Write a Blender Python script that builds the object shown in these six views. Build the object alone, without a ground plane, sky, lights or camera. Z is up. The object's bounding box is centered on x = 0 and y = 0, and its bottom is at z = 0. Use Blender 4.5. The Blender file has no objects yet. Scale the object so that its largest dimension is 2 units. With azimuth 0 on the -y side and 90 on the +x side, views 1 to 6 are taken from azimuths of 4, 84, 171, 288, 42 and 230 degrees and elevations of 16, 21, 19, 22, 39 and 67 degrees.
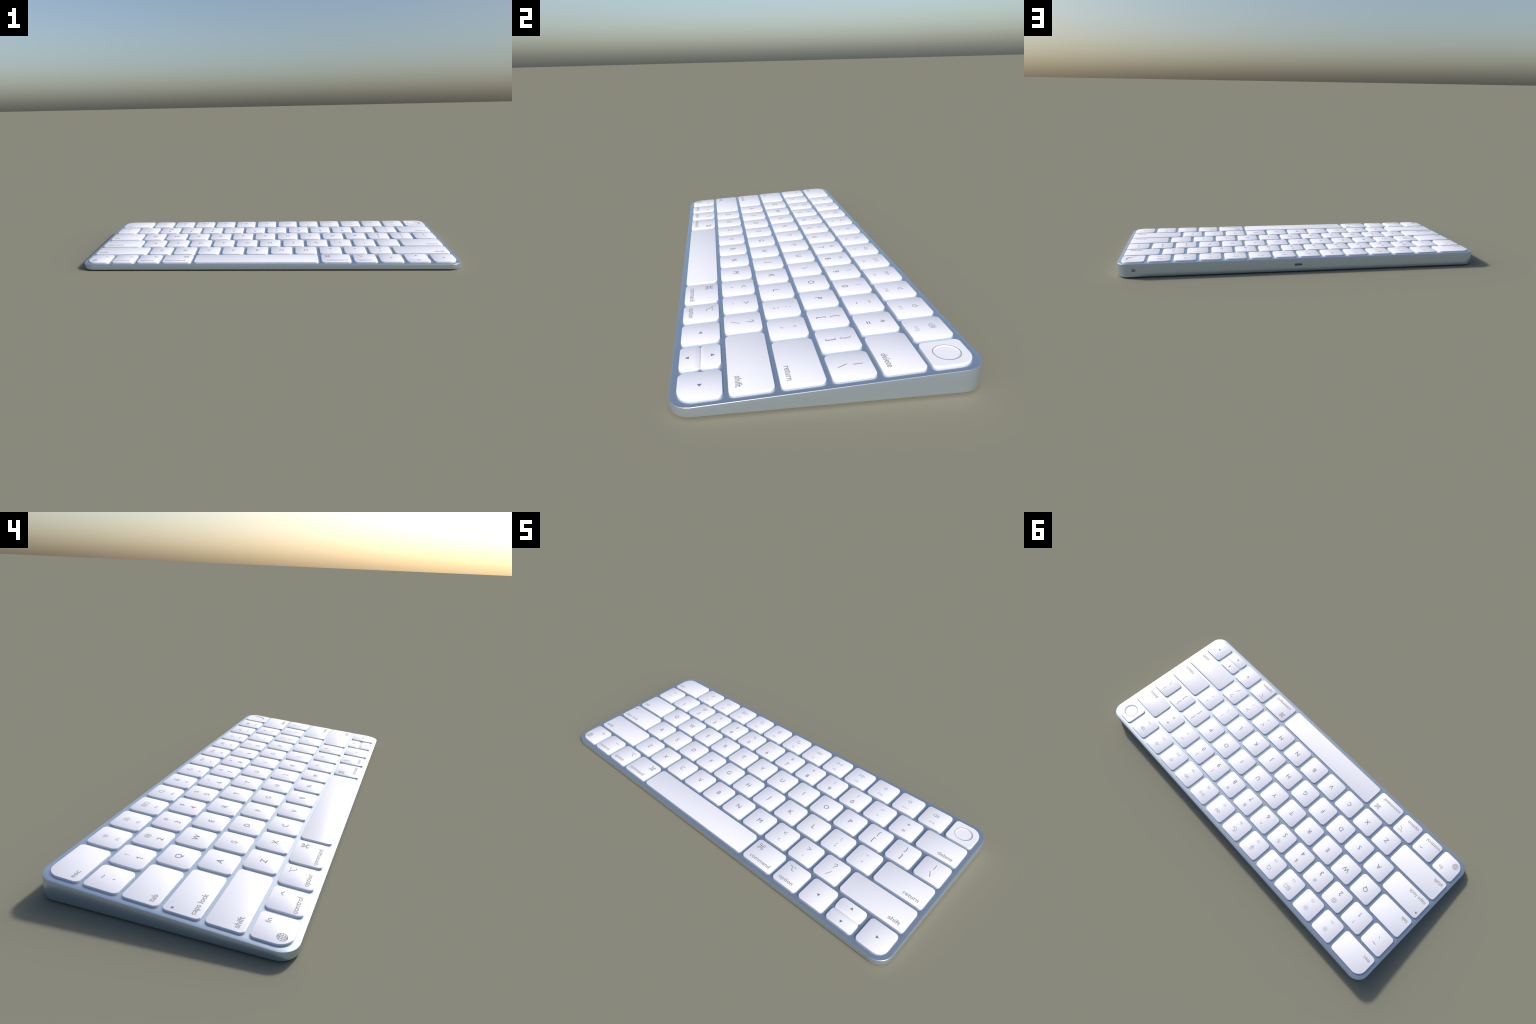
import bpy, bmesh, math
from mathutils import Vector, Matrix

# ------------------------------------------------------------------ sizes
HALF_W, HALF_D = 1.0, 0.4125          # plan half sizes of the housing
BODY_R = 0.060                        # plan corner radius of the housing
SLOPE = 0.0542                        # wedge: rise of the deck per metre of depth
KEY_Z0 = 0.0615                       # height of the key tops at y = 0
KEY_H = 0.0070                        # key tops stand this far above the deck
CAP_T = 0.0075                        # thickness of the caps, sunk a little into the deck
FLOOR = 0.0036                        # underside of the housing (it stands on feet)
PITCH, KEY_W = 0.1361, 0.1185         # key raster
ROW_Y = [-0.3340 + 0.1328 * i for i in range(6)]
KEY_D = 0.1184
LEFT, RIGHT = -0.9785, 0.9785
KEY_R, KEY_R_OUT = 0.0155, 0.046      # key corner radius; radius at the four outer corners
TILT = math.atan(SLOPE)

# ------------------------------------------------------------------ materials
def material(name, color, rough, metallic=0.0, grain=0.0, grain_scale=400.0, bump=0.0, spec=0.5):
    m = bpy.data.materials.new(name)
    m.use_nodes = True
    nt = m.node_tree
    b = nt.nodes["Principled BSDF"]
    b.inputs["Roughness"].default_value = rough
    b.inputs["Metallic"].default_value = metallic
    b.inputs["Specular IOR Level"].default_value = spec
    tc = nt.nodes.new("ShaderNodeTexCoord")
    nz = nt.nodes.new("ShaderNodeTexNoise")
    nz.inputs["Scale"].default_value = grain_scale
    nz.inputs["Detail"].default_value = 3.0
    nt.links.new(tc.outputs["Object"], nz.inputs["Vector"])
    cr = nt.nodes.new("ShaderNodeValToRGB")
    lo = [c * (1 - grain) for c in color]
    cr.color_ramp.elements[0].color = (*lo, 1)
    cr.color_ramp.elements[1].color = (*color, 1)
    cr.color_ramp.elements[0].position = 0.3
    cr.color_ramp.elements[1].position = 0.6
    nt.links.new(nz.outputs["Fac"], cr.inputs["Fac"])
    nt.links.new(cr.outputs["Color"], b.inputs["Base Color"])
    if bump:
        bp = nt.nodes.new("ShaderNodeBump")
        bp.inputs["Strength"].default_value = bump
        bp.inputs["Distance"].default_value = 0.0004
        nt.links.new(nz.outputs["Fac"], bp.inputs["Height"])
        nt.links.new(bp.outputs["Normal"], b.inputs["Normal"])
    return m

ALU = material("anodised_aluminium", (0.53, 0.62, 0.72), 0.26, metallic=0.80, grain=0.01, grain_scale=600)
CAP = material("white_keycap", (0.86, 0.86, 0.92), 0.40, grain=0.01, grain_scale=500)
INK = material("grey_legend_ink", (0.22, 0.22, 0.23), 0.6, grain=0.03, spec=0.25)
INK_LIGHT = material("pale_grey_legend_ink", (0.35, 0.35, 0.36), 0.6, grain=0.03, spec=0.25)
RING = material("grey_sensor_ring", (0.40, 0.40, 0.42), 0.5, grain=0.03)
PORT_SHADE = material("metal_darkened_as_port_shade", (0.14, 0.19, 0.27), 0.4, metallic=0.84, grain=0.05)  # housing metal tinted dark blue for the gloom inside the port
SLOT_SHADE = material("metal_darkened_as_slot_shade", (0.26, 0.33, 0.43), 0.4, metallic=0.81, grain=0.03)  # base colour lowered to paint the shadow in the switch recess
FOOT = material("grey_rubber", (0.25, 0.25, 0.26), 0.8, grain=0.05)

# ------------------------------------------------------------------ helpers
def new_object(name, mesh, parent=None, mat=None):
    ob = bpy.data.objects.new(name, mesh)
    bpy.context.scene.collection.objects.link(ob)
    if mat is not None:
        mesh.materials.append(mat)
    if parent is not None:
        ob.parent = parent
    return ob

def rounded_rect(x0, x1, y0, y1, radii, seg):
    """Counter-clockwise outline; radii in the order (x1,y0) (x1,y1) (x0,y1) (x0,y0)."""
    out = []
    cs = [(x1, y0, -1, 1, -90), (x1, y1, -1, -1, 0), (x0, y1, 1, -1, 90), (x0, y0, 1, 1, 180)]
    for (cx, cy, sx, sy, a0), r in zip(cs, radii):
        ox, oy = cx + sx * r, cy + sy * r
        for i in range(seg + 1):
            a = math.radians(a0 + 90 * i / seg)
            out.append((ox + r * math.cos(a), oy + r * math.sin(a)))
    return out

def inset_rect(x0, x1, y0, y1, radii, d, seg):
    return rounded_rect(x0 + d, x1 - d, y0 + d, y1 - d, [max(r - d, 0.0015) for r in radii], seg)

def loft(bm, loops, cap_bottom=True, cap_top=True):
    rings = [[bm.verts.new(p) for p in lp] for lp in loops]
    n = len(rings[0])
    for a, b in zip(rings, rings[1:]):
        for i in range(n):
            j = (i + 1) % n
            bm.faces.new((a[i], a[j], b[j], b[i]))
    if cap_bottom:
        bm.faces.new(list(reversed(rings[0])))
    if cap_top:
        bm.faces.new(rings[-1])
    return rings

def finish(bm, name, smooth=True, sharp_angle=None):
    me = bpy.data.meshes.new(name)
    bm.normal_update()
    for f in bm.faces:
        f.smooth = smooth
    if sharp_angle:
        for e in bm.edges:
            if len(e.link_faces) == 2 and e.calc_face_angle() > sharp_angle:
                e.smooth = False
    bm.to_mesh(me)
    bm.free()
    return me

def key_top(y):
    return KEY_Z0 + SLOPE * y

def deck(y):
    return KEY_Z0 - KEY_H + SLOPE * y

# ------------------------------------------------------------------ keyboard root
root = bpy.data.objects.new("keyboard", None)
bpy.context.scene.collection.objects.link(root)
root["label"] = "slim wedge-shaped silver computer keyboard with white keys"
root["category"] = "computer keyboard"

# ------------------------------------------------------------------ housing
TOP_BEVEL, BOTTOM_BEVEL = 0.0022, 0.0040
RIM = 0.0190                           # plain rim between the outline and the key field
RIM_TILT, WALL_TILT = math.radians(9), math.radians(8)
def build_housing():
    seg = 14
    rect = (-HALF_W, HALF_W, -HALF_D, HALF_D)
    rr = [BODY_R] * 4
    loops = []
    tb, bb = TOP_BEVEL, BOTTOM_BEVEL
    for k in range(5):                 # bottom rounding
        a = math.radians(90 * k / 4)
        d = bb * (1 - math.sin(a))
        loops.append([(x, y, FLOOR + bb * (1 - math.cos(a))) for x, y in inset_rect(*rect, rr, d, seg)])
    for k in range(5):                 # top rounding
        a = math.radians(90 * k / 4)
        d = tb * (1 - math.cos(a))
        loops.append([(x, y, deck(y) - tb + tb * math.sin(a)) for x, y in inset_rect(*rect, rr, d, seg)])
    loops.append([(x, y, deck(y)) for x, y in inset_rect(*rect, rr, RIM, seg)])   # rim round the key field
    bm = bmesh.new()
    loft(bm, loops)
    me = finish(bm, "housing")
    return new_object("housing", me, root, ALU)

def outward(x, y):
    """Horizontal direction from the housing's plan outline at (x, y)."""
    cx = max(-HALF_W + BODY_R, min(HALF_W - BODY_R, x))
    cy = max(-HALF_D + BODY_R, min(HALF_D - BODY_R, y))
    v = Vector((x - cx, y - cy, 0))
    if v.length < 1e-6:
        dx, dy = HALF_W - abs(x), HALF_D - abs(y)
        v = Vector((math.copysign(1, x), 0, 0)) if dx < dy else Vector((0, math.copysign(1, y), 0))
    return v.normalized()

def soften_housing(me):
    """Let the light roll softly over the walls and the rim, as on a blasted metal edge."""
    up = Vector((0, -SLOPE, 1)).normalized()
    normals = []
    for p in me.polygons:
        c, n = p.center, p.normal
        o = outward(c.x, c.y)
        pocket = HALF_D - 0.03 < c.y < HALF_D - 0.001 and abs(c.x) < HALF_W - 0.02 and FLOOR + 0.012 < c.z < deck(c.y) - 0.006
        for li in p.loop_indices:
            v = me.vertices[me.loops[li].vertex_index].co
            ov = outward(v.x, v.y)
            zt, zb = deck(v.y) - TOP_BEVEL, FLOOR + BOTTOM_BEVEL
            if pocket:
                normals.append(n)
            elif n.z > 0.97 and v.z > zt:
                t = RIM_TILT if corner_gap(v.x, v.y) < RIM * 0.6 else 0.0
                normals.append((up * math.cos(t) + ov * math.sin(t)).normalized())
            elif n.z < -0.97:
                normals.append(Vector((0, 0, -1)))
            else:
                if v.z >= zt - 1e-6:
                    q = min(1.0, max(0.0, (v.z - zt) / TOP_BEVEL))
                    a = WALL_TILT + (math.pi / 2 - RIM_TILT - WALL_TILT) * math.asin(q) / (math.pi / 2)
                elif v.z <= zb + 1e-6:
                    q = min(1.0, max(0.0, (zb - v.z) / BOTTOM_BEVEL))
                    a = -WALL_TILT - (math.pi / 2 - 2 * WALL_TILT) * math.asin(q) / (math.pi / 2)
                else:
                    a = -WALL_TILT + 2 * WALL_TILT * (v.z - zb) / (zt - zb)
                normals.append((ov * math.cos(a) + Vector((0, 0, 1)) * math.sin(a)).normalized())
    me.normals_split_custom_set([tuple(n) for n in normals])

def corner_gap(x, y):
    """Distance inward from the housing's plan outline."""
    qx, qy = abs(x) - (HALF_W - BODY_R), abs(y) - (HALF_D - BODY_R)
    if qx > 0 and qy > 0:
        return BODY_R - math.hypot(qx, qy)
    return min(HALF_W - abs(x), HALF_D - abs(y))

def pill(xc, zc, w, h, y0, y1, seg=8):
    bm = bmesh.new()
    o = rounded_rect(-w / 2, w / 2, -h / 2, h / 2, [h * 0.499] * 4, seg)
    loft(bm, [[(xc - x, y, zc + z) for x, z in o] for y in (y0, y1)])
    bmesh.ops.recalc_face_normals(bm, faces=bm.faces)
    return finish(bm, "cutter", smooth=False)

housing = build_housing()
PORT = (0.0347, 0.0425, 0.0440, 0.0125)
SWITCH = (0.9190, 0.0430, 0.0370, 0.0165)
cutters = []
for (xc, zc, w, h), depth in ((PORT, 0.020), (SWITCH, 0.0070)):
    c = new_object("cutter", pill(xc, zc, w, h, HALF_D + 0.01, HALF_D - depth), None, ALU)
    md = housing.modifiers.new("cut", 'BOOLEAN')
    md.operation, md.object, md.solver = 'DIFFERENCE', c, 'EXACT'
    cutters.append(c)
dg = bpy.context.evaluated_depsgraph_get()
baked = bpy.data.meshes.new_from_object(housing.evaluated_get(dg), preserve_all_data_layers=True, depsgraph=dg)
housing.modifiers.clear()
housing.data = baked
soften_housing(baked)
housing.location.y = -0.0010
for c in cutters:
    bpy.data.objects.remove(c)

# plug with the charging socket's inner shadow in its colour, power switch, feet
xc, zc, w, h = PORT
new_object("charging_port", pill(xc, zc, w - 0.0008, h - 0.0008, HALF_D - 0.0075, HALF_D - 0.019), root, PORT_SHADE)

def build_switch():
    xc, zc, w, h = SWITCH
    bm = bmesh.new()
    w2, h2 = w * 0.50, h - 0.0004
    xs = xc + (w - w2) / 2 - 0.0002
    o = rounded_rect(-w2 / 2, w2 / 2, -h2 / 2, h2 / 2, [h2 * 0.49] * 4, 8)
    loft(bm, [[(xs - x * s, y, zc + z * s) for x, z in o]
              for y, s in ((HALF_D - 0.0072, 1), (HALF_D - 0.0012, 1), (HALF_D - 0.0004, 0.93))])
    bmesh.ops.recalc_face_normals(bm, faces=bm.faces)
    return finish(bm, "power_switch", sharp_angle=math.radians(35))
new_object("power_switch", build_switch(), root, ALU)
xc, zc, w, h = SWITCH
new_object("slot_shadow_plate", pill(xc, zc, w - 0.0006, h - 0.0006, HALF_D - 0.0055, HALF_D - 0.0072), root, SLOT_SHADE)

def build_foot():
    bm = bmesh.new()
    rect = (-0.90, 0.90, -0.012, 0.012)
    loft(bm, [[(x, y, z) for x, y in inset_rect(*rect, [0.012] * 4, d, 6)]
              for z, d in ((0.0, 0.002), (0.0015, 0.0), (FLOOR + 0.0005, 0.0))])
    return finish(bm, "foot", sharp_angle=math.radians(40))
foot_mesh = build_foot()
foot = new_object("foot", foot_mesh, root, FOOT)
foot.location = (0, -0.365, 0)
foot2 = foot.copy()
bpy.context.scene.collection.objects.link(foot2)
foot2.location = (0, 0.365, 0)

# ------------------------------------------------------------------ keys
SKIRT_TOP, SKIRT_LOW = math.radians(16), math.radians(27)   # upright cap walls, normals leaned down to darken their shaded sides
PILLOW = math.radians(12.0)             # the tops read very slightly domed
def dome(me, half_w, half_d, bev):
    """Vertex normals: crisp walls, rolled edge, and a top that leans outward a little towards its rim."""
    ns = []
    for v in me.vertices:
        x, y, z = v.co
        if z > -1e-6:
            px = math.sin(PILLOW) * (KEY_W / (2 * half_w)) ** 0.3       # wide caps read flatter
            ns.append(Vector((px * x / half_w, math.sin(PILLOW) * y / half_d, 1)).normalized())
        elif z < -bev + 1e-6:
            o = Vector((v.normal.x, v.normal.y, 0)).normalized()
            t = SKIRT_TOP if z > -bev - 1e-6 else SKIRT_LOW
            ns.append((o * math.cos(t) - Vector((0, 0, math.sin(t)))).normalized())
        else:
            ns.append(v.normal.copy())
    me.normals_split_custom_set_from_vertices([tuple(n) for n in ns])

def build_key(w, d, radii=None, hole=None):
    """Cap with the middle of its top at the origin; optional round hole in the top."""
    radii = radii or [KEY_R] * 4
    rect = (-w / 2, w / 2, -d / 2, d / 2)
    seg, bev = 7, 0.0015
    loops = [[(x, y, -CAP_T) for x, y in inset_rect(*rect, radii, 0.0006, seg)],
             [(x, y, -CAP_T + 0.0006) for x, y in rounded_rect(*rect, radii, seg)]]
    for k in range(5):
        a = math.radians(90 * k / 4)
        loops.append([(x, y, -bev + bev * math.sin(a))
                      for x, y in inset_rect(*rect, radii, bev * (1 - math.cos(a)), seg)])
    bm = bmesh.new()
    if not hole:
        hw, hd = w / 2 - bev, d / 2 - bev
        top = loops[-1]
        m = min(hw, hd)
        for f in (0.15, 0.35, 0.6, 0.85):          # concentric rings keep the top evenly divided
            loops.append([(x - math.copysign(min(abs(x), f * m), x), y - math.copysign(min(abs(y), f * m), y), 0) for x, y, z in top])
        loft(bm, loops)
        bmesh.ops.remove_doubles(bm, verts=bm.verts, dist=1e-6)
        me_rect = (w / 2 - bev, d / 2 - bev)
        me = finish(bm, "key")
        dome(me, me_rect[0], me_rect[1], bev)
        return me
    rings = loft(bm, loops, cap_top=False)
    flat = [bm.verts.new((x, y, 0)) for x, y in inset_rect(*rect, radii, bev + 0.002, seg)]
    n = len(flat)
    for i in range(n):
        j = (i + 1) % n
        bm.faces.new((rings[-1][i], rings[-1][j], flat[j], flat[i]))
    hx, hy, hr = hole
    m = 64
    circ = [bm.verts.new((hx + hr * math.cos(2 * math.pi * i / m), hy + hr * math.sin(2 * math.pi * i / m), 0))
            for i in range(m)]
    low = [bm.verts.new((v.co.x, v.co.y, -0.003)) for v in circ]
    edges = []
    for lp in (flat, circ):
        for i in range(len(lp)):
            a, b = lp[i], lp[(i + 1) % len(lp)]
            edges.append(bm.edges.get((a, b)) or bm.edges.new((a, b)))
    bmesh.ops.triangle_fill(bm, use_beauty=True, use_dissolve=False, edges=edges, normal=(0, 0, 1))
    for i in range(m):
        j = (i + 1) % m
        bm.faces.new((circ[i], circ[j], low[j], low[i]))
    me = finish(bm, "key", sharp_angle=math.radians(50))
    return me

mesh_cache = {}
def key_object(x0, x1, row, radii=None, hole=None, name="key"):
    w = x1 - x0
    tag = (round(w, 5), tuple(radii) if radii else None, hole)
    if tag not in mesh_cache:
        mesh_cache[tag] = build_key(w, KEY_D, radii, hole)
        mesh_cache[tag].materials.append(CAP)
    ob = new_object(name, mesh_cache[tag], root)
    y = ROW_Y[row]
    ob.location = ((x0 + x1) / 2, y, key_top(y))
    ob.rotation_euler = (TILT, 0, 0)
    ob["w"] = w
    return ob

# ------------------------------------------------------------------ legends
INK_H = 0.0003                         # printed ink stands this far proud
def text_mesh(body, thin=0.0):
    cu = bpy.data.curves.new("legend", 'FONT')
    cu.body = body
    cu.size = 1.0
    cu.extrude = 0.001
    cu.offset = thin
    cu.resolution_u = 3
    ob = bpy.data.objects.new("legend", cu)
    bpy.context.scene.collection.objects.link(ob)
    dg = bpy.context.evaluated_depsgraph_get()
    me = bpy.data.meshes.new_from_object(ob.evaluated_get(dg), depsgraph=dg)
    bpy.data.objects.remove(ob)
    bpy.data.curves.remove(cu)
    me.materials.clear()
    return me

def bounds(me):
    xs = [v.co.x for v in me.vertices]
    ys = [v.co.y for v in me.vertices]
    return min(xs), max(xs), min(ys), max(ys)

CAP_REF = bounds(text_mesh("H"))[3]
X_REF = bounds(text_mesh("x"))[3]

def glyph_one(key, x, y, cap, mat=None):
    d = Drawing(key, x, y, cap, cap * 0.105, mat)
    d.stroke([(-0.22, 0.25), (0.06, 0.5), (0.06, -0.5)])
    d.done()

def label(key, body, x, y, cap, mat=None):
    """Short label set glyph by glyph (the built-in font has a bare bar for the figure one)."""
    adv = 0.74 * cap
    for i, ch in enumerate(body):
        cx = x + (i - (len(body) - 1) / 2) * adv
        if ch == "1":
            glyph_one(key, cx, y, cap, mat)
        else:
            text(key, ch, cx, y, cap, mat=mat)

def question(key, x, y, cap):
    d = Drawing(key, x, y, cap, cap * 0.10)
    pts = [(0.27 * math.cos(math.radians(a)), 0.23 + 0.27 * math.sin(math.radians(a))) for a in range(175, -61, -20)]
    d.stroke(pts + [(0.0, -0.10), (0.0, -0.24)])
    d.disc(0, -0.44, 0.075, 10)
    d.done()

def text(key, body, x, y, cap=0.023, align='C', mat=None, stretch=1.0, thin=0.0, baseline=False, width=None):
    """Lettering on a key top. cap = capital height; (x, y) = middle of the word (or its baseline)."""
    me = text_mesh(body, thin)
    bx0, bx1, by0, by1 = bounds(me)
    s = cap / CAP_REF
    sx = s * stretch
    if width:
        sx = width / (bx1 - bx0)
    ax = {'C': (bx0 + bx1) / 2, 'L': bx0, 'R': bx1}[align]
    ay = 0.0 if baseline else (by0 + by1) / 2
    zmax = max(v.co.z for v in me.vertices)
    for v in me.vertices:
        v.co = Vector((x + (v.co.x - ax) * sx, y + (v.co.y - ay) * s, INK_H if v.co.z > 0 else -INK_H))
    for p in me.polygons:
        p.use_smooth = False
    return new_object("legend", me, key, mat or INK)

class Drawing:
    """Flat strokes and filled shapes with a little thickness, drawn on a key top."""
    def __init__(self, key, x, y, scale=1.0, width=0.0022, mat=None):
        self.key, self.x, self.y, self.s, self.w, self.mat = key, x, y, scale, width, mat
        self.bm = bmesh.new()
    def prism(self, pts):
        area = sum(a[0] * b[1] - a[1] * b[0] for a, b in zip(pts, pts[1:] + pts[:1]))
        if area < 0:
            pts = pts[::-1]
        loft(self.bm, [[(p[0], p[1], z) for p in pts] for z in (-INK_H, INK_H)])
    def fill(self, pts):
        self.prism([(self.x + px * self.s, self.y + py * self.s) for px, py in pts])
        return self
    def stroke(self, pts, closed=False, width=None):
        w = (width or self.w) / 2
        P = [Vector((self.x + px * self.s, self.y + py * self.s)) for px, py in pts]
        n = len(P)
        left, right = [], []
        for i in range(n):
            a = P[i - 1] if (i > 0 or closed) else None
            b = P[(i + 1) % n] if (i < n - 1 or closed) else None
            d1 = (P[i] - a).normalized() if a is not None else None
            d2 = (b - P[i]).normalized() if b is not None else None
            d1 = d1 or d2
            d2 = d2 or d1
            t = (d1 + d2)
            t = t.normalized() if t.length > 1e-6 else d2
            nrm = Vector((-t.y, t.x))
            k = w / max(0.35, nrm.dot(Vector((-d2.y, d2.x))))
            left.append(P[i] + nrm * k)
            right.append(P[i] - nrm * k)
        bm = self.bm
        rows = []
        for i in range(n):
            rows.append([bm.verts.new((q.x, q.y, z)) for q, z in
                         ((left[i], INK_H), (right[i], INK_H), (right[i], -INK_H), (left[i], -INK_H))])
        m = n if closed else n - 1
        for i in range(m):
            a, b = rows[i], rows[(i + 1) % n]
            for j in range(4):
                bm.faces.new((a[j], a[(j + 1) % 4], b[(j + 1) % 4], b[j]))
        if not closed:
            bm.faces.new(rows[0][::-1])
            bm.faces.new(rows[-1])
        return self
    def arc(self, cx, cy, r, a0=0, a1=360, n=24, width=None, ry=None):
        ry = ry or r
        closed = abs(a1 - a0) >= 360
        k = n if closed else n + 1
        pts = [(cx + r * math.cos(math.radians(a0 + (a1 - a0) * i / n)),
                cy + ry * math.sin(math.radians(a0 + (a1 - a0) * i / n))) for i in range(k)]
        return self.stroke(pts, closed, width)
    def disc(self, cx, cy, r, n=20):
        return self.fill([(cx + r * math.cos(2 * math.pi * i / n), cy + r * math.sin(2 * math.pi * i / n)) for i in range(n)])
    def done(self):
        bmesh.ops.recalc_face_normals(self.bm, faces=self.bm.faces)
        me = finish(self.bm, "legend", smooth=False)
        return new_object("legend", me, self.key, self.mat or INK)

H2 = KEY_D / 2
WORD_CAP = 0.0178
def word(key, body, side, width, y=-H2 + 0.0185):
    w = key["w"]
    if side == 'L':
        return text(key, body, -w / 2 + 0.0145, y, WORD_CAP, 'L', INK_LIGHT, thin=0.011, baseline=True, width=width)
    if side == 'R':
        return text(key, body, w / 2 - 0.0255, y, WORD_CAP, 'R', INK_LIGHT, thin=0.011, baseline=True, width=width)
    return text(key, body, side, y, WORD_CAP, 'C', INK_LIGHT, thin=0.011, baseline=True, width=width)

# --- symbols on the function keys (drawn in metres about their own centre)
def sun(key, x, y, r, ray):
    d = Drawing(key, x, y, 1, 0.0020, INK_LIGHT)
    d.arc(0, 0, r, width=0.0020)
    for i in range(8):
        a = math.radians(45 * i)
        c, s = math.cos(a), math.sin(a)
        d.stroke([(c * (r + 0.0034), s * (r + 0.0034)), (c * (r + 0.0034 + ray), s * (r + 0.0034 + ray))])
    d.done()

def windows(key, x, y):
    d = Drawing(key, x, y, 1, 0.0020, INK_LIGHT)
    def box(x0, y0, x1, y1):
        d.stroke([(x0, y0), (x1, y0), (x1, y1), (x0, y1)], True)
    box(-0.017, 0.0022, -0.0045, 0.0100)
    box(-0.017, -0.0100, -0.0045, -0.0022)
    box(0.0015, -0.0085, 0.017, 0.0085)
    d.done()

def magnifier(key, x, y):
    d = Drawing(key, x, y, 1, 0.0023, INK_LIGHT)
    d.arc(-0.0015, 0.002, 0.0098)
    d.stroke([(0.0056, -0.0052), (0.0120, -0.0118)])
    d.done()

def microphone(key, x, y):
    d = Drawing(key, x, y, 1, 0.0020, INK_LIGHT)
    r, t, b = 0.0042, 0.008, -0.001
    pts = [(r * math.cos(math.radians(a)), t + r * math.sin(math.radians(a))) for a in range(0, 181, 20)]
    pts += [(r * math.cos(math.radians(a)), b + r * math.sin(math.radians(a))) for a in range(180, 361, 20)]
    d.stroke(pts, True)
    d.arc(0, -0.0005, 0.0085, 180, 360, 14)
    d.stroke([(0, -0.009), (0, -0.0135)])
    d.stroke([(-0.005, -0.0135), (0.005, -0.0135)])
    d.done()

def moon(key, x, y):
    d = Drawing(key, x, y, 1, 0.0022, INK_LIGHT)
    R, ox, oy, r2 = 0.0118, 0.0062, 0.0050, 0.0098
    # crescent: outer circle from one horn to the other, then the bite back
    dist = math.hypot(ox, oy)
    base = math.degrees(math.atan2(oy, ox))
    a = math.degrees(math.acos((R * R + dist * dist - r2 * r2) / (2 * R * dist)))
    b = math.degrees(math.acos((r2 * r2 + dist * dist - R * R) / (2 * r2 * dist)))
    pts = [(R * math.cos(math.radians(base + a + (360 - 2 * a) * i / 28)),
            R * math.sin(math.radians(base + a + (360 - 2 * a) * i / 28))) for i in range(29)]
    s0 = base + 180 + b
    pts += [(ox + r2 * math.cos(math.radians(s0 - 2 * b * i / 16)),
             oy + r2 * math.sin(math.radians(s0 - 2 * b * i / 16))) for i in range(1, 16)]
    d.stroke(pts, True)
    d.done()

def double_arrow(key, x, y, sgn):
    d = Drawing(key, x, y, 1, 0.0020, INK_LIGHT)
    for x0 in (-0.0145, 0.0005):
        p = [(x0, 0.0075), (x0 + 0.0140, 0), (x0, -0.0075)]
        d.stroke([(sgn * a, b) for a, b in p], True)
    d.done()

def play_pause(key, x, y):
    d = Drawing(key, x, y, 1, 0.0020, INK_LIGHT)
    d.stroke([(-0.0155, 0.0082), (0.0, 0), (-0.0155, -0.0082)], True)
    d.stroke([(0.0065, 0.0085), (0.0065, -0.0085)])
    d.stroke([(0.0135, 0.0085), (0.0135, -0.0085)])
    d.done()

def speaker(key, x, y, waves):
    d = Drawing(key, x, y, 1, 0.0020, INK_LIGHT)
    o = -0.0035 * waves
    d.stroke([(o - 0.0080, 0.0040), (o - 0.0080, -0.0040), (o - 0.0040, -0.0040), (o + 0.0045, -0.0092),
              (o + 0.0045, 0.0092), (o - 0.0040, 0.0040)], True)
    for i in range(waves):
        d.arc(o + 0.0040, 0, 0.0050 + 0.0042 * i, -48, 48, 10)
    d.done()

def globe(key, x, y, r=0.0155):
    d = Drawing(key, x, y, 1, 0.0019, INK_LIGHT)
    d.arc(0, 0, r, n=36)
    d.arc(0, 0, r * 0.45, n=30, ry=r)
    d.stroke([(0, -r), (0, r)])
    for f in (-0.5, 0.0, 0.5):
        hw = r * math.sqrt(1 - f * f)
        d.stroke([(-hw, f * r), (hw, f * r)])
    d.done()

def option_sign(key, x, y):
    d = Drawing(key, x, y, 1, 0.0023)
    d.stroke([(-0.0145, 0.0095), (-0.0060, 0.0095), (0.0050, -0.0095), (0.0145, -0.0095)])
    d.stroke([(0.0030, 0.0095), (0.0145, 0.0095)])
    d.done()

def command_sign(key, x, y):
    d = Drawing(key, x, y, 1, 0.0021)
    a, r = 0.0047, 0.0042
    pts = []
    for sx, sy, a0 in ((1, 1, -90), (-1, 1, 0), (-1, -1, 90), (1, -1, 180)):
        cx, cy = sx * (a + r), sy * (a + r)
        # loop at each corner, entered along one bar and left along the next
        start = {(1, 1): -90, (-1, 1): 0, (-1, -1): 90, (1, -1): 180}[(sx, sy)]
        pts.append([(cx + r * math.cos(math.radians(start + 270 * i / 14)),
                     cy + r * math.sin(math.radians(start + 270 * i / 14))) for i in range(15)])
    for p in pts:
        d.stroke(p)
    for s in (-1, 1):
        d.stroke([(s * a, -a - r), (s * a, a + r)])
        d.stroke([(-a - r, s * a), (a + r, s * a)])
    d.done()

def caret(key, x, y, w=0.0105, h=0.0085, stroke=0.0023, mat=None):
    d = Drawing(key, x, y, 1, stroke, mat)
    d.stroke([(-w, -h / 2), (0, h / 2), (w, -h / 2)])
    d.done()

def triangle(key, x, y, ang, r=0.0078):
    d = Drawing(key, x, y)
    d.fill([(r * math.cos(math.radians(ang + 120 * i)), r * math.sin(math.radians(ang + 120 * i))) for i in range(3)])
    d.done()

# ------------------------------------------------------------------ key rows
def raster(x_first, n):
    return [(x_first + PITCH * i, x_first + PITCH * i + KEY_W) for i in range(n)]

GAP = PITCH - KEY_W
R4 = lambda i: [KEY_R_OUT if j == i else KEY_R for j in range(4)]   # 0 right-front 1 right-back 2 left-back 3 left-front

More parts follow.
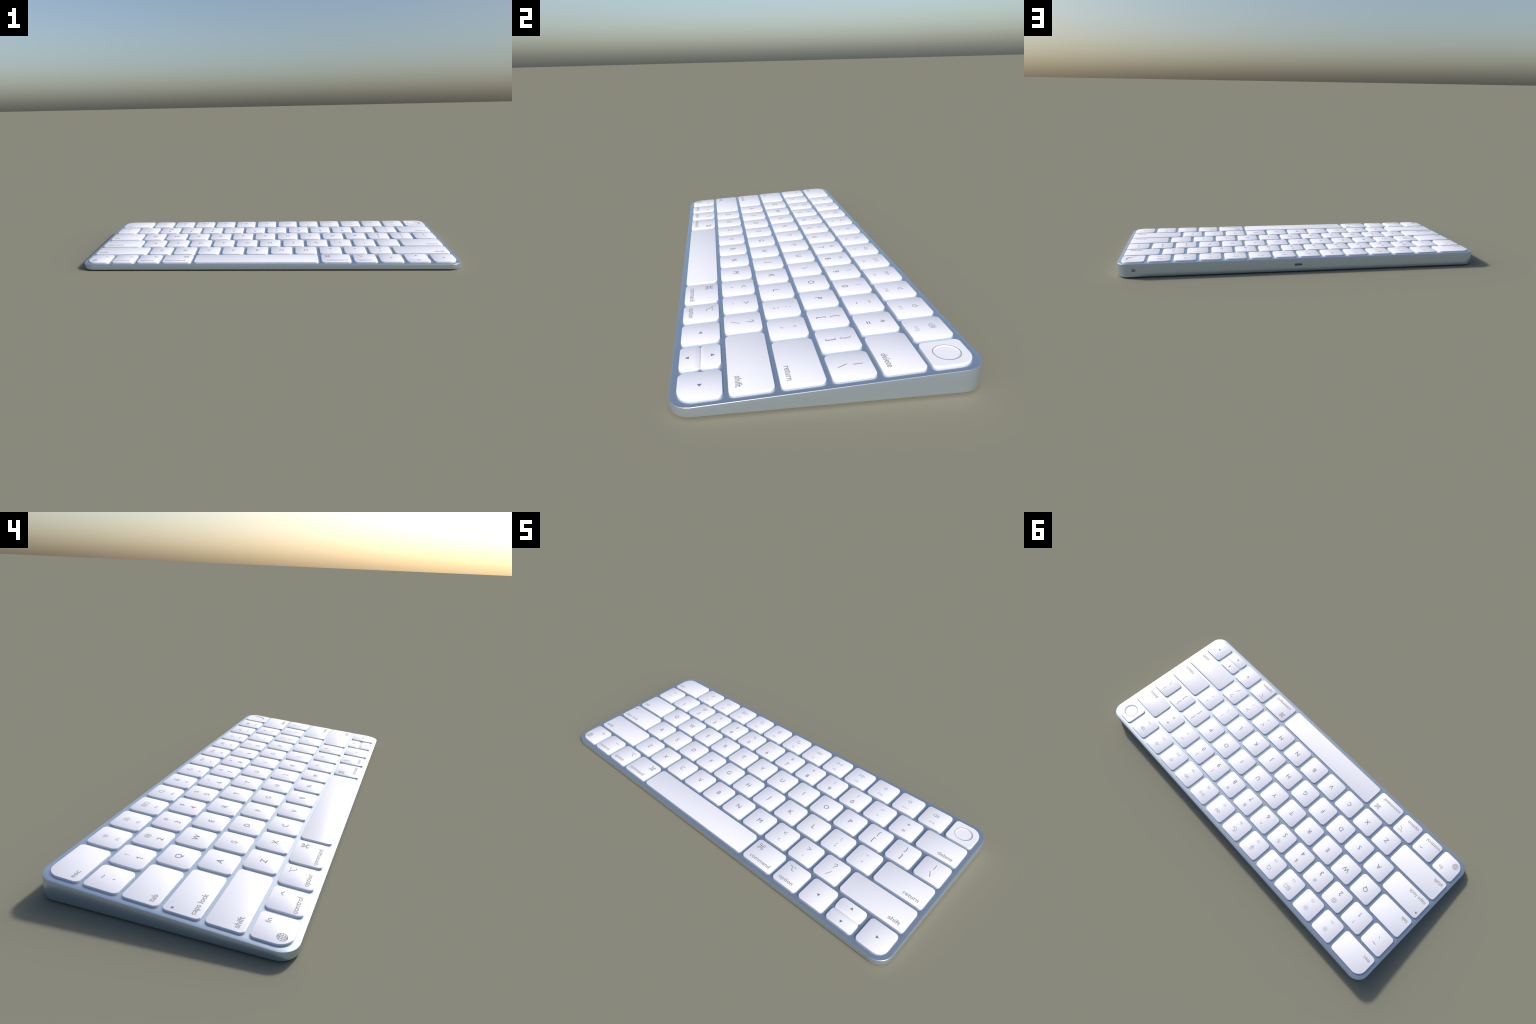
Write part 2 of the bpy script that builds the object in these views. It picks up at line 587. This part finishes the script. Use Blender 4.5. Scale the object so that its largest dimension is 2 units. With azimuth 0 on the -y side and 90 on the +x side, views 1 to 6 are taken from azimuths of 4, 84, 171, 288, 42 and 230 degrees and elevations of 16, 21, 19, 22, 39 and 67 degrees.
# bottom row
X = raster(LEFT, 3)
k = key_object(*X[0], 0, R4(3))
text(k, "fn", KEY_W / 2 - 0.0345, H2 - 0.040, WORD_CAP * 0.95, mat=INK_LIGHT, baseline=True, width=0.0215)
globe(k, -KEY_W / 2 + 0.0325, -H2 + 0.0315, 0.0150)
k = key_object(*X[1], 0)
caret(k, KEY_W / 2 - 0.0335, H2 - 0.0345)
word(k, "control", -0.0105, 0.0830)
k = key_object(*X[2], 0)
option_sign(k, KEY_W / 2 - 0.0340, H2 - 0.0315)
word(k, "option", -0.0078, 0.0705)
CMD_W = 0.1540
x0 = LEFT + 3 * PITCH
k = key_object(x0, x0 + CMD_W, 0)
command_sign(k, CMD_W / 2 - 0.0350, H2 - 0.0325)
word(k, "command", -0.0100, 0.1090)
space_x0 = x0 + CMD_W + GAP
right_x = raster(LEFT + 0 * PITCH, 1)[0][0]
R0 = RIGHT - KEY_W                    # right arrow key
space_x1 = R0 - 3 * PITCH - GAP - CMD_W - GAP
key_object(space_x0, space_x1, 0, name="space_bar")
k = key_object(space_x1 + GAP, space_x1 + GAP + CMD_W, 0)
command_sign(k, -CMD_W / 2 + 0.0350, H2 - 0.0325)
word(k, "command", 0.0050, 0.1090)
k = key_object(R0 - 3 * PITCH, R0 - 3 * PITCH + KEY_W, 0)
option_sign(k, -KEY_W / 2 + 0.0360, H2 - 0.0315)
word(k, "option", -0.0045, 0.0705)
k = key_object(R0 - 2 * PITCH, R0 - 2 * PITCH + KEY_W, 0)
triangle(k, 0.001, 0, 180)
k = key_object(R0, R0 + KEY_W, 0, R4(0))
triangle(k, 0.001, 0, 0)

# the up / down pair: two half keys whose facing edges roll down into a common valley
def build_half_key(up):
    w, d = KEY_W, KEY_D / 2 - 0.0003
    bev, seg = 0.0015, 8
    sgn = 1 if up else -1                          # the seam lies on the -sgn side
    def outline(inset):
        """Half of a square key: ordinary outer corners, long shallow sweeps at the seam."""
        hw, hd, r = w / 2 - inset, d / 2 - (inset if inset else 0), KEY_R - inset
        pts = []
        for sx in (1, -1):
            arc = [(sx * (hw - r + r * math.cos(math.radians(90 * i / seg))), hd - r + r * math.sin(math.radians(90 * i / seg)))
                   for i in range(seg + 1)]
            sweep = [(sx * (hw - 0.0065 * (1 - math.cos(math.radians(90 * i / seg)))), -hd + 0.020 - 0.020 * math.sin(math.radians(90 * i / seg)))
                     for i in range(seg + 1)]
            side = sweep[::-1] + arc
            pts += side if sx > 0 else side[::-1]
        if not up:
            pts = [(x, -y) for x, y in pts][::-1]
        return pts
    def roll(y):
        t = y * sgn + d / 2                        # distance from the seam
        q = max(0.0, 1 - t / 0.017)
        return -0.0044 * q * q
    o0 = outline(0.0)
    loops = [[(x, y, -CAP_T) for x, y in o0]]
    for k in range(5):
        a = math.radians(90 * k / 4)
        loops.append([(x, y, roll(y) - bev + bev * math.sin(a)) for x, y in outline(bev * (1 - math.cos(a)) + 1e-7)])
    top = loops[-1]
    hd = d / 2 - bev
    for f in (0.08, 0.16, 0.25, 0.36, 0.48, 0.62, 0.85):
        loops.append([(x - math.copysign(min(abs(x), f * hd), x), y - math.copysign(min(abs(y), f * hd), y),
                       roll(y - math.copysign(min(abs(y), f * hd), y))) for x, y, z in top])
    bm = bmesh.new()
    loft(bm, loops)
    bmesh.ops.remove_doubles(bm, verts=bm.verts, dist=1e-6)
    me = finish(bm, "key")
    ns = []
    for v in me.vertices:
        n = v.normal.copy()
        if n.z > 0.75:
            n = Vector((math.sin(PILLOW) * v.co.x / (w / 2), n.y, 1.0)).normalized()
        elif v.co.z < roll(v.co.y) - bev + 1e-5:
            t = SKIRT_TOP if v.co.z > -CAP_T + 1e-5 else SKIRT_LOW
            o = Vector((n.x, n.y, 0)).normalized()
            n = o * math.cos(t) - Vector((0, 0, math.sin(t)))
        ns.append(tuple(n.normalized()))
    me.normals_split_custom_set_from_vertices(ns)
    return me

x0 = R0 - PITCH
for up in (True, False):
    me = build_half_key(up)
    y = ROW_Y[0] + (KEY_D / 4) * (1 if up else -1)
    k = new_object("key", me, root, CAP)
    k.location = (x0 + KEY_W / 2, y, key_top(y))
    k.rotation_euler = (TILT, 0, 0)
    triangle(k, 0, 0.005 if up else -0.006, 90 if up else -90)

# shift row
x = LEFT
z0 = LEFT + 0.3060
k = key_object(LEFT, z0 - GAP, 1)
word(k, "shift", 'L', 0.0510)
def dual(k, low, high, ylow=-0.0235, yhigh=0.0255, caplow=0.023, caphigh=0.019, **kw):
    text(k, low, 0, ylow, caplow, **kw)
    text(k, high, 0, yhigh, caphigh, **kw)
for (a, b), c in zip(raster(z0, 10), "ZXCVBNM,./"):
    k = key_object(a, b, 1)
    if c.isalpha():
        text(k, c, 0, 0)
    elif c == ",":
        text(k, ",", 0, -0.024, 0.026)
        d = Drawing(k, 0, 0.021, 1, 0.0022); d.stroke([(0.009, 0.0085), (-0.008, 0), (0.009, -0.0085)]); d.done()
    elif c == ".":
        text(k, ".", 0, -0.024, 0.026)
        d = Drawing(k, 0, 0.021, 1, 0.0022); d.stroke([(-0.009, 0.0085), (0.008, 0), (-0.009, -0.0085)]); d.done()
    else:
        d = Drawing(k, 0, -0.023, 1, 0.0023); d.stroke([(-0.0065, -0.0135), (0.0065, 0.0135)]); d.done()
        question(k, 0, 0.0215, 0.025)
k = key_object(z0 + 10 * PITCH, RIGHT, 1)
word(k, "shift", 'R', 0.0500)

# caps lock row
a0 = LEFT + 0.2380
k = key_object(LEFT, a0 - GAP, 2)
word(k, "caps lock", 'L', 0.1010)
d = Drawing(k, -k["w"] / 2 + 0.0175, H2 - 0.0275); d.disc(0, 0, 0.0046); d.done()
for (a, b), c in zip(raster(a0, 11), "ASDFGHJKL;'"):
    k = key_object(a, b, 2)
    if c.isalpha():
        text(k, c, 0, 0)
    elif c == ";":
        text(k, ";", 0, -0.0195, 0.026)
        text(k, ":", 0, 0.0225, 0.024)
    else:
        d = Drawing(k, 0, -0.018, 1, 0.0026); d.stroke([(0.0012, 0.0045), (-0.0012, -0.0045)]); d.done()
        d = Drawing(k, 0, 0.023, 1, 0.0019, INK_LIGHT)
        for o in (-0.003, 0.003):
            d.stroke([(o + 0.0008, 0.0045), (o - 0.0008, -0.0045)])
        d.done()
k = key_object(a0 + 11 * PITCH, RIGHT, 2)
word(k, "return", 'R', 0.0670)

# tab row
q0 = LEFT + 0.2045
k = key_object(LEFT, q0 - GAP, 3)
word(k, "tab", 'L', 0.0355)
for (a, b), c in zip(raster(q0, 13), "QWERTYUIOP[]\\"):
    b = RIGHT if c == "\\" else b
    k = key_object(a, b, 3)
    if c.isalpha():
        text(k, c, 0, 0)
    elif c == "\\":
        d = Drawing(k, 0, -0.0205, 1, 0.0023); d.stroke([(-0.0065, 0.0135), (0.0065, -0.0135)]); d.done()
        d = Drawing(k, 0, 0.0215, 1, 0.0023); d.stroke([(0, 0.0135), (0, -0.0135)]); d.done()
    else:
        text(k, c, 0, -0.0215, 0.023)
        text(k, {"[": "{", "]": "}"}[c], 0, 0.0225, 0.023)

# number row
for (a, b), c, s in zip(raster(LEFT, 13), "`1234567890-=", "~!@#$%^&*()_+"):
    k = key_object(a, b, 4)
    if c == "1":
        glyph_one(k, 0, -0.0245, 0.0235)
    elif c in "0123456789":
        text(k, c, 0, -0.0245, 0.0235)
    elif c == "-":
        d = Drawing(k, 0, -0.0200, 1, 0.0023); d.stroke([(-0.0055, 0), (0.0055, 0)]); d.done()
    elif c == "=":
        text(k, c, 0, -0.0215, 0.023)
    else:
        d = Drawing(k, 0, -0.0150, 1, 0.0026); d.stroke([(-0.0030, 0.0032), (0.0030, -0.0032)]); d.done()
    if s == "^":
        caret(k, 0, 0.0270, 0.0070, 0.0085, 0.0018, INK_LIGHT)
    elif s == "_":
        d = Drawing(k, 0, 0.0230, 1, 0.0020); d.stroke([(-0.0100, 0), (0.0100, 0)]); d.done()
    elif s == "*":
        text(k, s, 0, 0.0265, 0.024)
    elif s in "~+":
        text(k, s, 0, 0.0230, 0.023)
    else:
        text(k, s, 0, 0.0240, 0.0185, mat=INK_LIGHT)
k = key_object(LEFT + 13 * PITCH, RIGHT, 4)
word(k, "delete", 'R', 0.0660)

# function row
k = key_object(LEFT, q0 - GAP, 5, R4(2))
word(k, "esc", 'L', 0.0380, y=-H2 + 0.0225)
icons = [lambda k, x, y: sun(k, x, y, 0.0050, 0.0036), lambda k, x, y: sun(k, x, y, 0.0058, 0.0054), windows, magnifier,
         microphone, moon, lambda k, x, y: double_arrow(k, x, y, -1), play_pause, lambda k, x, y: double_arrow(k, x, y, 1),
         lambda k, x, y: speaker(k, x, y, 0), lambda k, x, y: speaker(k, x, y, 1), lambda k, x, y: speaker(k, x, y, 3)]
for i, (a, b) in enumerate(raster(q0, 12)):
    k = key_object(a, b, 5)
    icons[i](k, 0, 0.0190)
    label(k, "F%d" % (i + 1), 0, -0.0300, 0.0115, INK_LIGHT)

# fingerprint key: shallow dished disc inside a thin grey ring
SENSOR = (0.0, 0.0, 0.0385)
k = key_object(q0 + 12 * PITCH, RIGHT, 5, R4(1), SENSOR)
def turned(name, profile, n=64):
    bm = bmesh.new()
    rings = []
    for r, z in profile:
        rings.append([bm.verts.new((r * math.cos(2 * math.pi * i / n), r * math.sin(2 * math.pi * i / n), z)) for i in range(n)])
    for a, b in zip(rings, rings[1:]):
        for i in range(n):
            bm.faces.new((a[i], a[(i + 1) % n], b[(i + 1) % n], b[i]))
    bm.faces.new(rings[-1])
    bmesh.ops.recalc_face_normals(bm, faces=bm.faces)
    return finish(bm, name, sharp_angle=math.radians(25))
ring = new_object("sensor_ring", turned("sensor_ring", [(0.0386, -0.003), (0.0386, -0.0003), (0.0352, -0.0003), (0.0350, -0.003)]), k, RING)
pad = new_object("fingerprint_sensor", turned("fingerprint_sensor", [(0.0351, -0.004), (0.0351, -0.0004), (0.0316, -0.0022), (0.0312, -0.0022)]), k, CAP)
for o in (ring, pad):
    o.location = (SENSOR[0], SENSOR[1], 0)
